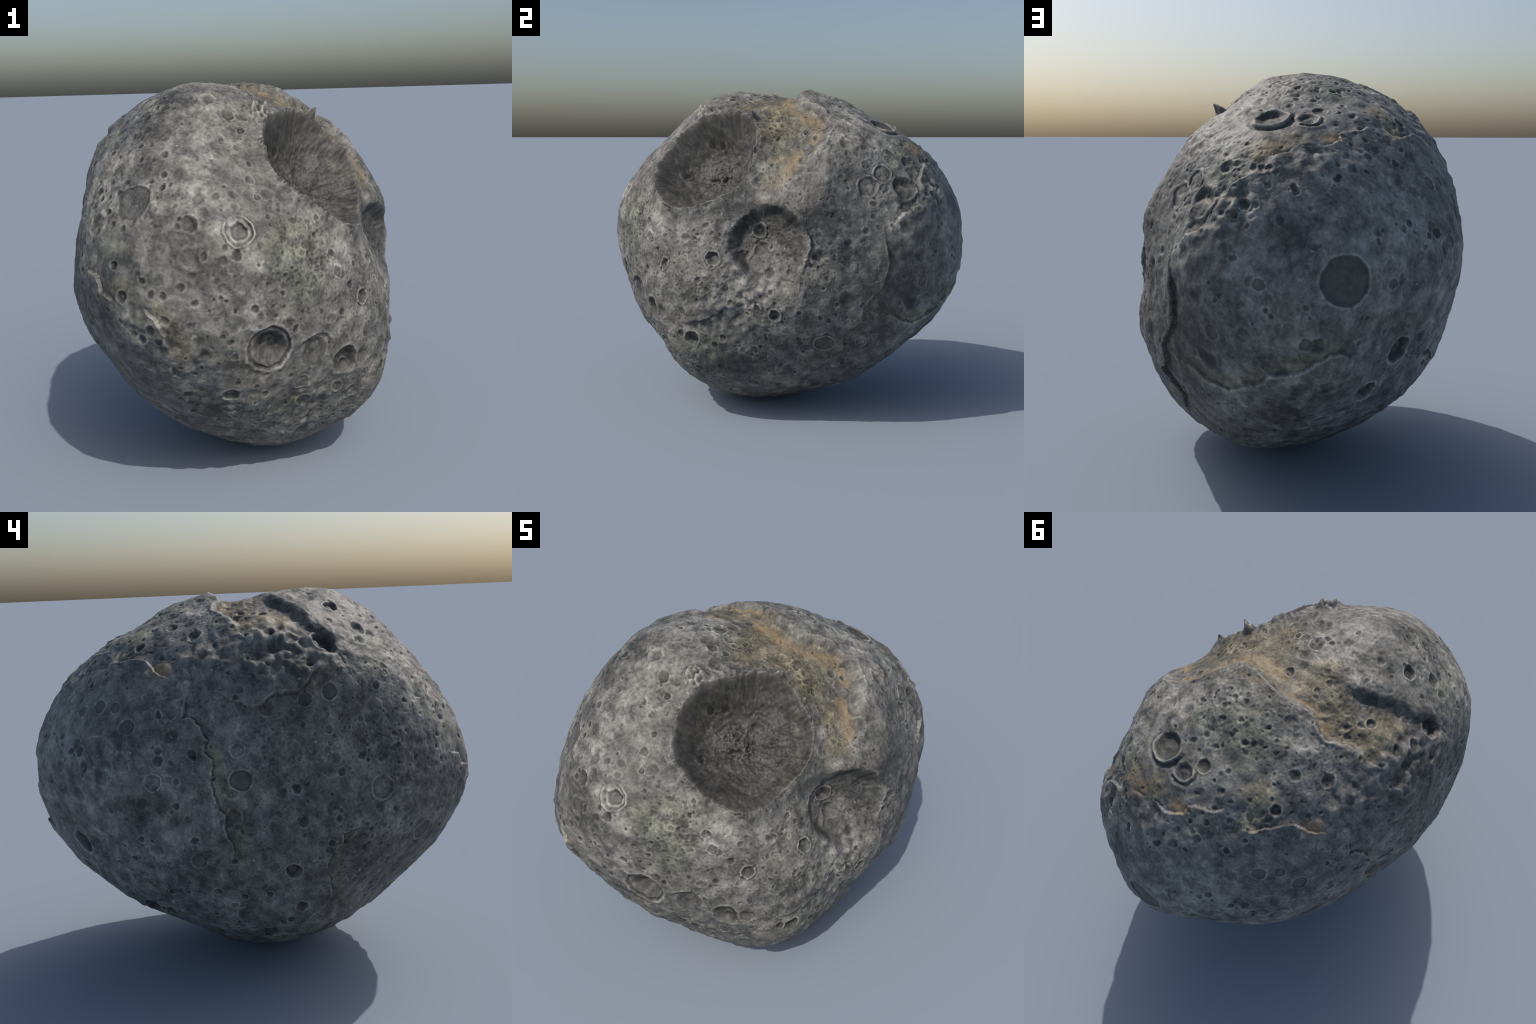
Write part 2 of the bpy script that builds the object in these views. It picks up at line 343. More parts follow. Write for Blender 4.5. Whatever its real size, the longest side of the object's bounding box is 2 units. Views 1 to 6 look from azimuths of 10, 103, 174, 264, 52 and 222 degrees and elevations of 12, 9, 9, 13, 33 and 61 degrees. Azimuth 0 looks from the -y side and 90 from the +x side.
# ------------------------------------------------------------------ scarps: cliffs, lips and seams
LIFT = np.zeros(N)
SEAM = np.zeros(N, bool)
CLIFF = np.zeros(N, bool)
for what, corners, side, step, wall in SCARPS:
    pts = np.array([on_body(*c) for c in corners])
    reach = 0.30
    mid, size = pts.mean(0), np.linalg.norm(pts - pts.mean(0), axis=1).max() + reach
    near = np.nonzero(((PS - mid) ** 2).sum(1) < size ** 2)[0]
    q = PS[near]
    best = np.full(len(near), 9.0)
    signed = np.zeros(len(near))
    along = np.zeros(len(near))
    run = np.concatenate([[0], np.cumsum(np.linalg.norm(np.diff(pts, axis=0), axis=1))])
    for k in range(len(pts) - 1):
        a, b = pts[k], pts[k + 1]
        ab = b - a
        t = np.clip((q - a) @ ab / (ab @ ab), 0, 1)
        left = np.cross((a + b) / 2 - CENTRE, ab)
        left /= np.linalg.norm(left)
        perp = (q - a) @ left
        dist = np.linalg.norm(q - a - t[:, None] * ab, axis=1) - 1e-4 * np.abs(perp)
        new = dist < best
        best[new] = dist[new]
        signed[new] = (np.sign(perp) * np.maximum(dist, 0))[new]
        along[new] = (run[k] + t * (run[k + 1] - run[k]))[new]
    s = signed * side
    ends = smooth(0, 0.10, along) * smooth(0, 0.10, run[-1] - along)
    ends = 0.12 + 0.88 * ends
    vary = 1 + 0.5 * noise(P0[near], 8, 31)
    if "upper cliff" in what:               # its bare grey face
        CLIFF[near[(s > -0.2 * wall) & (s < 1.5 * wall) & (ends > 0.45)]] = True
    if "lip" in what:                       # lips are broken off here and there
        ends = ends * smooth(-0.40, 0.10, noise(P0[near], 7, 34))
    up = smooth(-wall, wall, s)
    fade = np.exp(-(np.abs(s) / 0.085) ** 1.3)
    lip = 0.07 * np.exp(-((s - wall * 0.9) / (wall * 0.7 + 0.003)) ** 2)
    gone = smooth(0.30, 0.16, best)
    if "seam" in what:                       # a seam: the step hangs over a narrow dark gap
        gap = np.exp(-((s + 0.0015) / 0.0035) ** 2) * ends * (0.5 + 0.5 * smooth(-0.3, 0.2, noise(P0[near], 12, 33)))
        LIFT[near] -= 0.0015 * gap
        SEAM[near[(s > -0.0055) & (s < 0.0025) & (gap > 0.12)]] = True
    LIFT[near] += step * vary * ends * gone * ((up - 0.5) * fade + lip * 0.8)

# ------------------------------------------------------------------ broad unevenness and roughness
LIFT += 0.0055 * layered(P0, 5.0, 2, 0.5, 40)
LIFT += 0.0050 * layered(P0, 14.0, 2, 0.55, 50)
knobbly = smooth(-0.35, 0.5, noise(P0, 2.6, 60))
for lon, lat, spread in LUMPY:
    w = np.exp(-((P0 - on_body(lon, lat)) ** 2).sum(1) / spread ** 2)
    LIFT += w * (0.011 * layered(P0, 15.0, 2, 0.55, 55))
calm = smooth(0.1, 0.55, D[:, 1] - 0.9 * D[:, 2] - 0.5 * D[:, 0])       # the far lower side is smoother
rough = (0.35 + 0.65 * knobbly) * (1 - 0.55 * calm)
LIFT += 0.0020 * 0.7 * rough * layered(P0, 34.0, 2, 0.6, 70)
LIFT -= 0.0022 * rough * np.clip(noise(P0, 62.0, 75) - 0.15, 0, 1) * 2.0
LIFT += 0.0007 * layered(P0, 110.0, 1, 0.5, 80)

# ------------------------------------------------------------------ craters
tree_all = mathutils.kdtree.KDTree(N)
for i, co in enumerate(PW):
    tree_all.insert(co, i)
tree_all.balance()


KEPT = np.clip(0.48 + 1.5 * noise(P0, 12, 85), 0.0, 1.25)     # how much of a rim is left, from place to place


def around(p, r):
    return np.array([f[1] for f in tree_all.find_range(p, r)], dtype=np.int64)


def profile(kind, x, rim):
    """Height (in crater radii) against distance x (in crater radii); rim: how well the rim is kept on this side."""
    bowl = np.clip(1 - x * x, 0, 1)
    if kind == "hole":
        return -0.50 * smooth(1.02, 0.55, x) + 0.06 * rim * np.exp(-((x - 1.08) / 0.12) ** 2)
    if kind == "ringed":
        return (-0.50 * smooth(1.0, 0.40, x) + 0.12 * rim * np.exp(-((x - 1.05) / 0.10) ** 2)
                - 0.06 * rim * np.exp(-((x - 1.33) / 0.15) ** 2))
    if kind == "faint":
        return (-0.10 * smooth(1.0, 0.8, x) + 0.07 * rim * np.exp(-((x - 1.04) / 0.075) ** 2)
                - 0.05 * rim * np.exp(-((x - 1.24) / 0.10) ** 2))
    if kind == "pool":
        return -0.13 * smooth(1.0, 0.86, x) + 0.02 * np.exp(-((x - 1.06) / 0.10) ** 2)
    if kind == "dish":
        return -0.15 * smooth(1.05, 0.3, x) + 0.02 * np.exp(-((x - 1.12) / 0.16) ** 2)
    return -0.36 * bowl ** 1.2 + 0.05 * np.exp(-((x - 1.08) / 0.16) ** 2)


EDGE = {"dish": 0.92, "pit": 0.95, "faint": 0.98, "hole": 0.98, "ringed": 0.98, "pool": 0.97}
FUZZ = noise(P0, 120, 86) + 0.7 * noise(P0, 55, 87)
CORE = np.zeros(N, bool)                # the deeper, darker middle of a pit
PART = np.zeros(N, np.int32)            # which crater a point of the surface belongs to (0: crust)
CRATER_KIND = ["crust"]
LIST = ([("hole", c) for c in DEEP_HOLES] + [("ringed", c) for c in RINGED_CRATERS] + [("faint", c) for c in FAINT_RINGS]
        + [("pool", c) for c in DARK_POOLS] + [("pit", c) for c in PITS] + [("dish", c) for c in DISHES])
for kind, (lon, lat, mm) in sorted(LIST, key=lambda e: -e[1][2]):
    c, r = on_body(lon, lat), mm / 1000.0
    idx = around(c, r * 1.7)
    if not len(idx):
        continue
    x = np.linalg.norm(PW[idx] - c, axis=1) / r
    LIFT[idx] += r * profile(kind, x, np.maximum(KEPT[idx], 0.5) if kind in ("ringed", "hole") else KEPT[idx])
    if mm >= 15:
        CRATER_KIND.append(kind)
        fuzz = x + (0.10 if kind in ("pit", "dish") else 0.04) * FUZZ[idx]
        PART[idx[fuzz < EDGE.get(kind, 0.95)]] = len(CRATER_KIND) - 1
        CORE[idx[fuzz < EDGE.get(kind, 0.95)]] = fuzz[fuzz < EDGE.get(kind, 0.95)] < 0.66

# craters whose rim survives as a hooked ridge on one side, with the floor falling away towards the other side
for lon, lat, mm, side_lon, side_lat, depth, hook in CRESCENTS:
    c, r = on_body(lon, lat), mm / 1000.0
    to = on_body(side_lon, side_lat) - c
    to /= np.linalg.norm(to)
    idx = around(c, r * 1.8)
    v = PW[idx] - c
    x = np.linalg.norm(v, axis=1) / r
    turn = (v @ to) / (np.linalg.norm(v, axis=1) + 1e-6)
    LIFT[idx] += r * (-depth * smooth(1.0, 0.45, x) * (0.55 - 0.45 * turn * x.clip(0, 1))
                      + hook * smooth(-0.35, 0.35, turn) * (np.exp(-((x - 1.04) / 0.10) ** 2) - 0.7 * np.exp(-((x - 1.30) / 0.14) ** 2)))
    CRATER_KIND.append("ringed")
    PART[idx[x + 0.06 * FUZZ[idx] < 0.9]] = len(CRATER_KIND) - 1
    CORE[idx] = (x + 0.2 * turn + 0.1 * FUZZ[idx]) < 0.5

# one crater with a ring inside a ring, and one large crater with a terraced wall and a small pit in its floor
def add_shape(lon, lat, radius, kind, reach, height):
    c = on_body(lon, lat)
    idx = around(c, radius * reach)
    x = np.linalg.norm(PW[idx] - c, axis=1) / radius
    LIFT[idx] += radius * height(x, KEPT[idx])
    CRATER_KIND.append(kind)
    return idx, x


idx, x = add_shape(*RING_IN_RING, "faint", 1.7, lambda x, rim: 0.10 * rim * np.exp(-((x - 1.03) / 0.08) ** 2) - 0.09 * rim * smooth(1.0, 0.85, x)
                   - 0.14 * smooth(0.62, 0.42, x) + 0.02 * np.exp(-((x - 0.68) / 0.09) ** 2))
PART[idx[x < 0.58]] = len(CRATER_KIND) - 1
idx, x = add_shape(*TERRACED, "ringed", 1.7, lambda x, rim: 0.05 * rim * np.exp(-((x - 1.04) / 0.08) ** 2) - 0.15 * smooth(1.0, 0.88, x)
                   - 0.50 * smooth(0.80, 0.30, x) + 0.02 * np.exp(-((x - 0.82) / 0.06) ** 2))
CORE[idx] = x + 0.1 * FUZZ[idx] < 0.62
PART[idx[x < 0.96]] = len(CRATER_KIND) - 1
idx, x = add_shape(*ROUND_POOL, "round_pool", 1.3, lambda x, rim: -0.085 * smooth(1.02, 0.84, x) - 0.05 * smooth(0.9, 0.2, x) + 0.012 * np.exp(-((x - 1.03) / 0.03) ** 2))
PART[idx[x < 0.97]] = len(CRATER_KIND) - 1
# the shallow basin: steep on its upper left and its right, open towards the bottom
c = on_body(*BASIN[:2])
to = on_body(*BASIN_STEEP) - c
to /= np.linalg.norm(to)
idx = around(c, BASIN[2] * 1.5)
v = PS[idx] - c
along = v @ to
v = v - to * np.minimum(along, 0)[:, None] * 0.28          # drawn out towards the open end
x = np.linalg.norm(v, axis=1) / BASIN[2] + 0.07 * noise(PS[idx], 12, 88)
turn = (v @ to) / (np.linalg.norm(v, axis=1) + 1e-6)
steep = smooth(-1.15, 0.15, turn)
LIFT[idx] += BASIN[2] * (-(0.10 + 0.17 * steep) * smooth(1.02, 0.78 - 0.4 * (1 - steep), x) - 0.16 * smooth(1.05, 0.1, x))
CRATER_KIND.append("basin")
PART[idx[(x + 0.05 * FUZZ[idx] < 0.80 + 0.18 * steep) & (PART[idx] == 0)]] = len(CRATER_KIND) - 1
idx, x = add_shape(*OLD_DISC, "dish", 1.3, lambda x, rim: -0.05 * smooth(1.02, 0.88, x) - 0.05 * smooth(1.0, 0.2, x))
PART[idx[(x + 0.05 * FUZZ[idx] < 0.98) & (PART[idx] == 0)]] = len(CRATER_KIND) - 1
CORE[idx] = True

# worn, half-buried dents of middling size, everywhere
CRATER_KIND.append("dents")
DENTS = len(CRATER_KIND) - 1
dents = even_headings(420)
dents += rng.normal(0, 0.06, dents.shape)
dents /= np.linalg.norm(dents, axis=1)[:, None]
for c, u, v in zip(CENTRE + dents * body_radius(dents)[:, None], rng.random(len(dents)), rng.random(len(dents))):
    r = 0.013 + 0.032 * u ** 2.2
    idx = around(c, r * 1.6)
    if len(idx):
        x = np.linalg.norm(PW[idx] + 0.25 * r * coarse[idx] - c, axis=1) / r
        LIFT[idx] += r * (0.10 + 0.20 * v) * (-smooth(1.1, 0.1, x) + 0.15 * np.exp(-((x - 1.15) / 0.2) ** 2))
        PART[idx[(x + 0.25 * FUZZ[idx] < 0.85) & (PART[idx] == 0)]] = DENTS

# swarms of small pits, thick in the spongy areas
spots = even_headings(14000)
spots += rng.normal(0, 0.02, spots.shape)
spots /= np.linalg.norm(spots, axis=1)[:, None]
spot_p = CENTRE + spots * body_radius(spots)[:, None]
wanted = 0.05 + 0.22 * smooth(-0.1, 0.5, noise(spot_p, 3.1, 90))
wanted *= 1 - 0.45 * smooth(0.1, 0.55, spots[:, 1] - 0.9 * spots[:, 2] - 0.5 * spots[:, 0])
for lon, lat, spread in SPONGY:
    wanted += 0.75 * np.exp(-(((spot_p - on_body(lon, lat)) ** 2).sum(1) / spread ** 2))
dice = rng.random(len(spots))
sizes = 0.0050 + 0.0125 * rng.random(len(spots)) ** 2.6
CRATER_KIND.append("small_pits")
SMALL = len(CRATER_KIND) - 1
deep = 0.25 + 0.95 * rng.random(len(spots)) ** 1.4
for k in np.nonzero(dice < wanted)[0]:
    idx = around(spot_p[k], sizes[k] * 1.5)
    if len(idx):
        x = np.linalg.norm(PW[idx] - spot_p[k], axis=1) / sizes[k]
        LIFT[idx] += sizes[k] * deep[k] * (-0.42 * np.clip(1 - x * x, 0, 1) + 0.025 * np.exp(-((x - 1.1) / 0.2) ** 2))
        fuzz = x + 0.22 * FUZZ[idx]
        own = (fuzz < 0.95) & (PART[idx] == 0)
        if sizes[k] > 0.0065:
            PART[idx[own]] = SMALL
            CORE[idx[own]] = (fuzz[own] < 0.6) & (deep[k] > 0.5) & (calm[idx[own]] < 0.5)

# ------------------------------------------------------------------ the great crater: bowl, frayed rim, horns, central rubble
axis = np.array(BOWL_AXIS) / np.linalg.norm(BOWL_AXIS)
east = np.cross([0, 0, 1.0], axis)
east /= np.linalg.norm(east)
north = np.cross(axis, east)
bowl_c = np.array(BOWL_CENTRE)
R = R0 + LIFT


def bowl_frame(p):
    v = p - bowl_c
    h = v @ axis
    return h, np.arctan2(v @ north, v @ east), np.hypot(v @ north, v @ east)


h0, th, rho = bowl_frame(P0)
cand = np.nonzero((rho < 0.52) & (D @ axis > 0.3))[0]
d, thc = D[cand], th[cand]
ring_in = np.stack([np.cos(thc), np.sin(thc), 0 * thc], 1)
rim_r, rim_h = np.full(len(cand), 0.985 * BOWL_RADIUS), np.full(len(cand), BOWL_RIM_RISE)
for k, rc, rs, hc, hs in BOWL_RIM_WAVES:
    rim_r += rc * np.cos(k * thc) + rs * np.sin(k * thc)
    rim_h += hc * np.cos(k * thc) + hs * np.sin(k * thc)
rim_r *= 1 + 0.016 * noise(ring_in, 6, 102) + 0.009 * noise(ring_in, 16, 103)
# base surface height over the rim plane, where the ray leaves the bowl
Rc = R[cand].copy()
for _ in range(6):
    p = CENTRE + d * Rc[:, None]
    hh, tt, rr = bowl_frame(p)
    x = rr / rim_r
    ridge = noise(np.stack([9 * np.cos(tt), 9 * np.sin(tt), 1.3 * x], 1), 1.0, 110) + 0.6 * noise(np.stack([21 * np.cos(tt), 21 * np.sin(tt), 1.6 * x], 1), 1.0, 111)
    hump = 0.030 * np.exp(-(rr / 0.060) ** 2)
    rubble = 0.014 * smooth(0.12, 0.04, rr) * noise(p, 42, 120) + 0.007 * layered(p, 19, 3, 0.6, 121)
    target = rim_h * smooth(0, 1, x) - BOWL_DEPTH * (1 - np.clip(x, 0, 1.0) ** 2.0) + hump + rubble + (0.0012 + 0.0032 * smooth(0.6, 1.0, x)) * ridge * smooth(0.08, 0.6, x)
    for px, py, pr in BOWL_PITS:
        c = np.hypot(rr * np.cos(tt) - px, rr * np.sin(tt) - py) / pr
        target -= pr * 0.65 * np.clip(1 - c * c, 0, 1) - pr * 0.05 * np.exp(-((c - 1.1) / 0.15) ** 2)
    Rc = ((bowl_c - CENTRE) @ axis + target) / np.clip(d @ axis, 0.15, None)
    Rc = np.clip(Rc, 0.35, 1.1)
pb = CENTRE + d * R[cand][:, None]
hb, tb, rb = bowl_frame(CENTRE + d * np.minimum(Rc, R[cand])[:, None])
xb = rb / rim_r
inside = smooth(1.035, 0.965, xb)
edge = rb - rim_r
fray = np.abs(noise(ring_in, 8, 130)) + 0.5 * np.abs(noise(ring_in, 23, 131))
lip = 0.011 * np.exp(-(edge / 0.017) ** 2) * (0.10 + 2.4 * fray ** 1.8) * smooth(-0.4, 0.4, noise(ring_in, 3.0, 132))
skirt = 0.012 * np.exp(-(np.clip(edge, 0, 1) / 0.05) ** 2) * (edge > 0)
R[cand] = R[cand] * (1 - inside) + np.minimum(Rc, R[cand] + 0.02) * inside + lip + skirt * (1 - inside)
spokes = noise(np.stack([16 * np.cos(thc), 16 * np.sin(thc), 4 * rho[cand]], 1), 1.0, 140)
R[cand] += 0.003 * spokes * smooth(0.12, 0.02, np.abs(edge)) * (edge > 0)
pit_of_bowl = cand[xb + 0.012 * FUZZ[cand] < 1.04]
PART[(PART > 0) & np.isin(np.arange(N), cand[xb < 1.02])] = 0
CRATER_KIND.append("cliff")
PART[CLIFF & (PART == 0)] = len(CRATER_KIND) - 1
CRATER_KIND.append("seam")
PART[SEAM & (PART == 0)] = len(CRATER_KIND) - 1
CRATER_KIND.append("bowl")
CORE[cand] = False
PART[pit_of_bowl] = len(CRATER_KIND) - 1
for px, py, pr in BOWL_PITS:
    c = np.hypot(rb * np.cos(tb) - px, rb * np.sin(tb) - py) / pr
    CORE[cand] |= (c + 0.1 * FUZZ[cand] < 0.9)
CORE[cand] |= (rb < 0.085) & (noise(P0[cand], 45, 160) + 0.6 * noise(P0[cand], 95, 161) > 0.22)
for lon, lat, height, width, lean in HORNS:
    c = heading(lon, lat)
    a = np.linalg.norm(D - c, axis=1) * 0.72
    ragged = 0.85 + 0.7 * noise(P0, 52, 150)
    R += height * np.clip(ragged, 0.35, 1.5) * smooth(1.0, 0.12, a / width) ** lean

# settle on the ground: the underside bulges a little so that it touches z = 0
foot = heading(*FOOT)
R += FOOT_LIFT * np.exp(-(np.arccos(np.clip(D @ foot, -1, 1)) / 0.30) ** 2)
V = CENTRE + D * R[:, None]
V[:, 2] -= V[:, 2].min()
V[:, :2] -= (V[:, :2].max(0) + V[:, :2].min(0)) / 2
print("EXTENT", V.min(0), V.max(0))

# ------------------------------------------------------------------ normals of the whole surface
fn = np.cross(V[TRI[:, 1]] - V[TRI[:, 0]], V[TRI[:, 2]] - V[TRI[:, 0]])
VN = np.stack([sum(np.bincount(TRI[:, k], fn[:, j], N) for k in range(3)) for j in range(3)], 1)
VN /= np.linalg.norm(VN, axis=1)[:, None]


# ------------------------------------------------------------------ materials
class Nodes:
    def __init__(self, name):
        self.mat = bpy.data.materials.new(name)
        self.mat.use_nodes = True
        self.t = self.mat.node_tree
        self.t.nodes.clear()

    def new(self, kind, **props):
        n = self.t.nodes.new(kind)
        for k, v in props.items():
            setattr(n, k, v)
        return n

    def put(self, sock, value):
        if isinstance(value, bpy.types.NodeSocket):
            self.t.links.new(value, sock)
        elif value is not None:
            sock.default_value = value

    def math(self, op, a, b=None, c=None, clamp=False):
        n = self.new("ShaderNodeMath", operation=op, use_clamp=clamp)
        for s, v in zip(n.inputs, (a, b, c)):
            self.put(s, v)
        return n.outputs[0]

    def vec(self, op, a, b=None, scale=None):
        n = self.new("ShaderNodeVectorMath", operation=op)
        self.put(n.inputs[0], a)
        self.put(n.inputs[1], b)
        if scale is not None:
            self.put(n.inputs["Scale"], scale)
        return n.outputs["Value"] if op in ("DISTANCE", "DOT_PRODUCT", "LENGTH") else n.outputs[0]

    def span(self, x, a, b, lo=0.0, hi=1.0, soft=True):
        n = self.new("ShaderNodeMapRange", interpolation_type="SMOOTHSTEP" if soft else "LINEAR")
        for s, v in zip(n.inputs[:5], (x, a, b, lo, hi)):
            self.put(s, v)
        return n.outputs[0]

    def noise(self, p, scale, detail=4.0, rough=0.55, distort=0.0):
        n = self.new("ShaderNodeTexNoise")
        self.put(n.inputs["Vector"], p)
        n.inputs["Scale"].default_value = scale
        n.inputs["Detail"].default_value = detail
        n.inputs["Roughness"].default_value = rough
        n.inputs["Distortion"].default_value = distort
        return n

    def mix(self, f, a, b, blend="MIX"):
        n = self.new("ShaderNodeMix", data_type="RGBA", blend_type=blend)
        self.put(n.inputs[0], f)
        self.put(n.inputs[6], a if isinstance(a, bpy.types.NodeSocket) else (*a, 1))
        self.put(n.inputs[7], b if isinstance(b, bpy.types.NodeSocket) else (*b, 1))
        return n.outputs[2]


def spots_mask(m, p, spots, hard=0.15):
    total = None
    for lon, lat, r in spots:
        c = on_body(lon, lat)
        v = m.span(m.vec("DISTANCE", p, tuple(c)), r * 1.5, r * hard)
        total = v if total is None else m.math("MAXIMUM", total, v)
    return total


def runs_mask(m, p, runs, width):
    total = None
    for run in runs:
        pts = [on_body(*q) for q in run]
        for a, b in zip(pts, pts[1:]):
            ab = b - a
            t = m.math("MULTIPLY_ADD", m.vec("DOT_PRODUCT", p, tuple(ab / (ab @ ab))), 1.0, float(-(a @ ab) / (ab @ ab)), clamp=True)
            foot_of = m.new("ShaderNodeVectorMath", operation="MULTIPLY_ADD")
            foot_of.inputs[0].default_value = tuple(ab)
            m.put(foot_of.inputs[1], t)
            foot_of.inputs[2].default_value = tuple(a)
            dist = m.vec("DISTANCE", p, foot_of.outputs[0])
            total = dist if total is None else m.math("MINIMUM", total, dist)
    return m.span(total, width, width * 0.12)


def rock(name, tint, stains=True, contrast=1.0, streaks=False):
    m = Nodes(name)
    p = m.new("ShaderNodeTexCoord").outputs["Object"]
    big = m.noise(p, 4.2, 5, 0.6)
    mid = m.noise(p, 17, 5, 0.62, 0.3)
    small = m.noise(p, 62, 4, 0.62)
    grain = m.noise(p, 190, 3, 0.6)
    # tone: sum of mottlings
    tone = m.math("MULTIPLY_ADD", big.outputs[0], 1.1, -0.55)
    tone = m.math("ADD", tone, m.math("MULTIPLY_ADD", mid.outputs[0], 1.45, -0.725))
    tone = m.math("ADD", tone, m.math("MULTIPLY_ADD", small.outputs[0], 0.70, -0.35))
    tone = m.math("ADD", tone, m.math("MULTIPLY_ADD", grain.outputs[0], 0.40, -0.20))
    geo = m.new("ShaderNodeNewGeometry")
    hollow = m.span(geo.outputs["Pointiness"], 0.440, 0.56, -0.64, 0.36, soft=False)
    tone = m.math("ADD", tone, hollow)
    warped = m.vec("ADD", p, m.vec("SCALE", m.vec("SUBTRACT", m.noise(p, 16, 3, 0.6).outputs["Color"], (0.5, 0.5, 0.5)), scale=0.075))
    if stains:
        pale = spots_mask(m, warped, PALE_PATCHES)
        dusk = spots_mask(m, warped, DUSK_PATCHES)
        tone = m.math("ADD", tone, m.math("MULTIPLY", m.math("MULTIPLY", pale, m.span(mid.outputs[0], 0.30, 0.60, 0.3, 1.0)), 0.34))
        tone = m.math("SUBTRACT", tone, m.math("MULTIPLY", dusk, 0.30))
    if streaks:
        v = m.vec("SUBTRACT", p, tuple(bowl_c + SHIFT))
        flat = m.vec("SUBTRACT", v, m.vec("SCALE", tuple(axis), scale=m.vec("DOT_PRODUCT", v, tuple(axis))))
        ray = m.vec("ADD", m.vec("NORMALIZE", flat), m.vec("SCALE", flat, scale=1.2))
        tone = m.math("ADD", tone, m.math("MULTIPLY_ADD", m.noise(ray, 7, 5, 0.75).outputs[0], 0.55, -0.275))
        far = m.vec("LENGTH", flat)
        tone = m.math("ADD", tone, m.span(far, 0.05, 0.30, -0.12, 0.10))
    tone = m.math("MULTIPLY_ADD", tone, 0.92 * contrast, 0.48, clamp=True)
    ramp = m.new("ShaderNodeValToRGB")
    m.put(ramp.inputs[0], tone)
    e = ramp.color_ramp.elements
    e[0].position, e[0].color = 0.0, (0.048, 0.048, 0.047, 1)
    e[1].position, e[1].color = 1.0, (0.42, 0.41, 0.385, 1)
    for at, c in ((0.3, (0.112, 0.111, 0.106)), (0.5, (0.176, 0.173, 0.163)), (0.75, (0.270, 0.264, 0.248))):
        n = e.new(at)
        n.color = (*c, 1)
    col = ramp.outputs[0]
    # slow drift between bluish and brownish grey
    hue = m.noise(p, 6.5, 3, 0.5)
    col = m.mix(m.span(hue.outputs["Color"], 0.35, 0.65, 0.0, 0.7), col, m.mix(1.0, col, (1.03, 1.0, 0.92), "MULTIPLY"))
    away = m.span(m.vec("DOT_PRODUCT", m.vec("SUBTRACT", p, tuple(CENTRE)), (-0.55, 0.75, -0.35)), 0.1, 0.8)  # side turned from the sun: colour lightened and blued for skylit shade
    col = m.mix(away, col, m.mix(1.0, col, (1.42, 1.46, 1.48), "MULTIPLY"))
    if stains:
        speck = small.outputs[0]
        green = m.math("MULTIPLY", spots_mask(m, warped, GREEN_STAINS), m.span(mid.outputs[0], 0.30, 0.62, 0.2, 0.9))
        col = m.mix(m.math("MULTIPLY", green, 0.75), col, m.mix(1.0, col, (0.88, 0.98, 0.76), "MULTIPLY"))
        tan = m.math("MULTIPLY", spots_mask(m, warped, TAN_STAINS), m.span(speck, 0.28, 0.60, 0.35, 1.0))
        col = m.mix(m.math("MULTIPLY", tan, 1.0), col, m.mix(1.0, col, (1.30, 1.16, 0.80), "MULTIPLY"))
        olive = m.math("MULTIPLY", runs_mask(m, warped, OLIVE_BANDS, 0.052), m.span(mid.outputs[0], 0.25, 0.6, 0.45, 1.0))
        col = m.mix(m.math("MULTIPLY", olive, 0.8), col, m.mix(1.0, col, (1.0, 0.93, 0.70), "MULTIPLY"))
        nearly = m.vec("ADD", m.vec("SCALE", warped, scale=0.35), m.vec("SCALE", p, scale=0.65))
        rust = m.math("MULTIPLY", runs_mask(m, nearly, RUST_BANDS, 0.052), m.span(mid.outputs[0], 0.25, 0.5, 0.6, 1.0))
        col = m.mix(m.math("MULTIPLY", rust, 0.78), col, m.mix(small.outputs[0], (0.18, 0.125, 0.068), (0.40, 0.295, 0.175)))
    # bright mineral flecks
    v = m.new("ShaderNodeTexVoronoi")
    m.put(v.inputs["Vector"], m.vec("ADD", p, m.vec("SCALE", m.noise(p, 55, 2).outputs["Color"], scale=0.025)))
    v.inputs["Scale"].default_value = 30
    fleck = m.math("MULTIPLY", m.span(v.outputs["Distance"], 0.22, 0.05), m.span(m.vec("DOT_PRODUCT", v.outputs["Color"], (1, 0, 0)), 0.90, 0.93))
    col = m.mix(m.math("MULTIPLY", fleck, 0.6), col, (0.48, 0.48, 0.47))
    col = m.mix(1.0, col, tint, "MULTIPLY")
    bump_h = m.math("ADD", m.math("MULTIPLY", small.outputs[0], 0.6), m.math("MULTIPLY", grain.outputs[0], 0.5))
    bump = m.new("ShaderNodeBump")
    bump.inputs["Strength"].default_value = 0.28
    bump.inputs["Distance"].default_value = 0.006
    m.put(bump.inputs["Height"], bump_h)
    b = m.new("ShaderNodeBsdfPrincipled")
    m.put(b.inputs["Base Color"], col)
    b.inputs["Roughness"].default_value = 0.62
    b.inputs["Specular IOR Level"].default_value = 0.5
    m.put(b.inputs["Normal"], bump.outputs[0])
    out = m.new("ShaderNodeOutputMaterial")
    m.t.links.new(b.outputs[0], out.inputs[0])
    return m.mat


SHIFT = V[0] - (CENTRE + D[0] * R[0])
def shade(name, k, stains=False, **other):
    return rock(name, tuple(k * c for c in CRUST_TINT), stains=stains, **other)


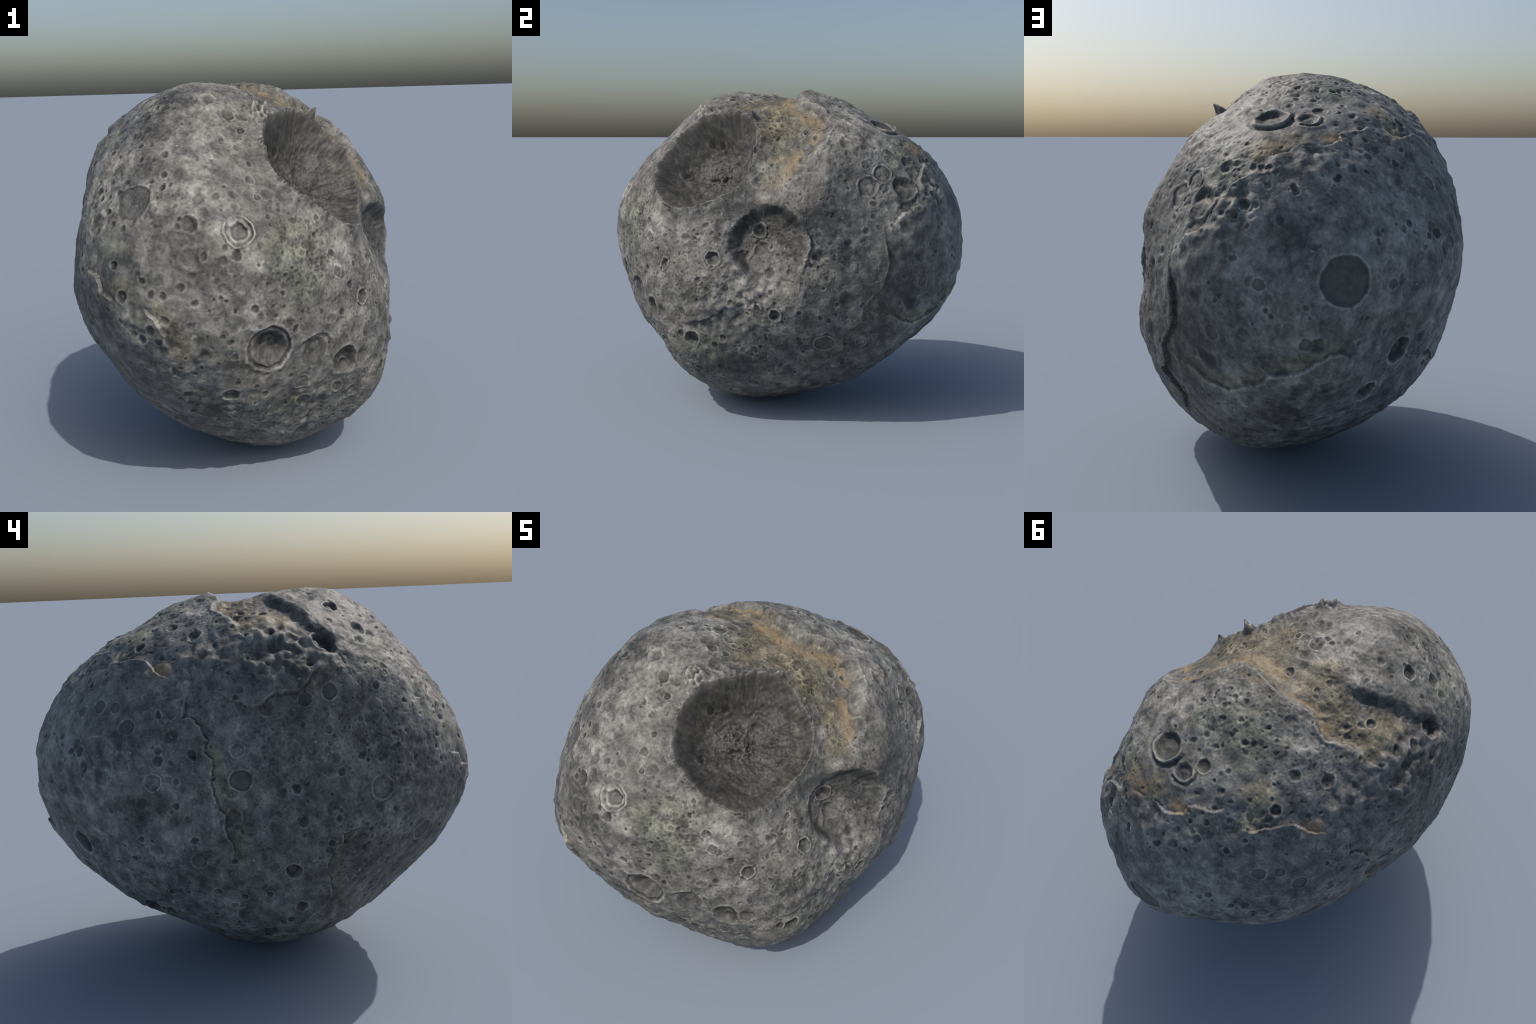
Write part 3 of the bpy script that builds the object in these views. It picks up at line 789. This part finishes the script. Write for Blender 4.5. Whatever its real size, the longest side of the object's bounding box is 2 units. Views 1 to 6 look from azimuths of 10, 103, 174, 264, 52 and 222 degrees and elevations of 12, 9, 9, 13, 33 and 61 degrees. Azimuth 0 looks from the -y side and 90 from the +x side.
core = shade("pit_core", 0.54)
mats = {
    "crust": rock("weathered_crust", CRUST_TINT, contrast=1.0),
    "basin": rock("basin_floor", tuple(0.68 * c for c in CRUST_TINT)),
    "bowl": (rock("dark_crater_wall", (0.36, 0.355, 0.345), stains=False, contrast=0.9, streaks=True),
             rock("dark_crater_pit", (0.22, 0.22, 0.215), stains=False, contrast=0.9)),  # darkened copy: painted shading for floor pits that frontal sun leaves flat
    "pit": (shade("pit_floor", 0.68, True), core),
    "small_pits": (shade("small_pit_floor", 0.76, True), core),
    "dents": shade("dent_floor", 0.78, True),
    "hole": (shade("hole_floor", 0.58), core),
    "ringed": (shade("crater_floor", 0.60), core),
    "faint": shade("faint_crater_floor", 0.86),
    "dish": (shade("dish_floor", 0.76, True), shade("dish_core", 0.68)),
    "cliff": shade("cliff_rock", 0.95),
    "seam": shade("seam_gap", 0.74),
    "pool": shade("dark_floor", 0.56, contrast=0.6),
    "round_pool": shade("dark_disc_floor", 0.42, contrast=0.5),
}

# ------------------------------------------------------------------ cut the one surface into its parts
thing = bpy.data.objects.new("cratered_asteroid", None)
bpy.context.scene.collection.objects.link(thing)
thing["label"] = "grey egg-shaped asteroid rock covered in craters with rusty cliff"
thing["category"] = "asteroid"

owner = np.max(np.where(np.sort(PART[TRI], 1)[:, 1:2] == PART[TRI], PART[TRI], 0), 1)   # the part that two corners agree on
NAME = {"crust": "rock_crust", "basin": "shallow_basin", "bowl": "great_crater", "round_pool": "dark_disc", "pool": "dark_hollow",
        "pit": "pit", "hole": "deep_hole", "ringed": "ringed_crater", "faint": "faint_crater", "dish": "worn_dish", "small_pits": "small_pits", "dents": "worn_dents", "seam": "seam", "cliff": "cliff_face"}


def cut(part):
    faces = TRI[owner == part]
    if len(faces) < 6:
        return
    used, flat = np.unique(faces, return_inverse=True)
    kind = CRATER_KIND[part]
    me = bpy.data.meshes.new(NAME[kind])
    me.vertices.add(len(used))
    me.vertices.foreach_set("co", V[used].astype(np.float32).ravel())
    me.loops.add(len(faces) * 3)
    me.loops.foreach_set("vertex_index", flat.astype(np.int32).ravel())
    me.polygons.add(len(faces))
    me.polygons.foreach_set("loop_start", np.arange(0, len(faces) * 3, 3, dtype=np.int32))
    me.update(calc_edges=True)
    me.polygons.foreach_set("use_smooth", np.ones(len(faces), bool))
    me.normals_split_custom_set_from_vertices(VN[used].tolist())
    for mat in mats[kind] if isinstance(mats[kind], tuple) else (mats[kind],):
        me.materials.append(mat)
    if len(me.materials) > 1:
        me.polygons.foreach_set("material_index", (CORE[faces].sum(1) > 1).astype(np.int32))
    ob = bpy.data.objects.new(NAME[kind], me)
    ob.parent = thing
    if kind in ("small_pits", "dents", "seam"):
        ob["kind"] = "stuff"
    bpy.context.scene.collection.objects.link(ob)


for part in range(len(CRATER_KIND)):
    cut(part)
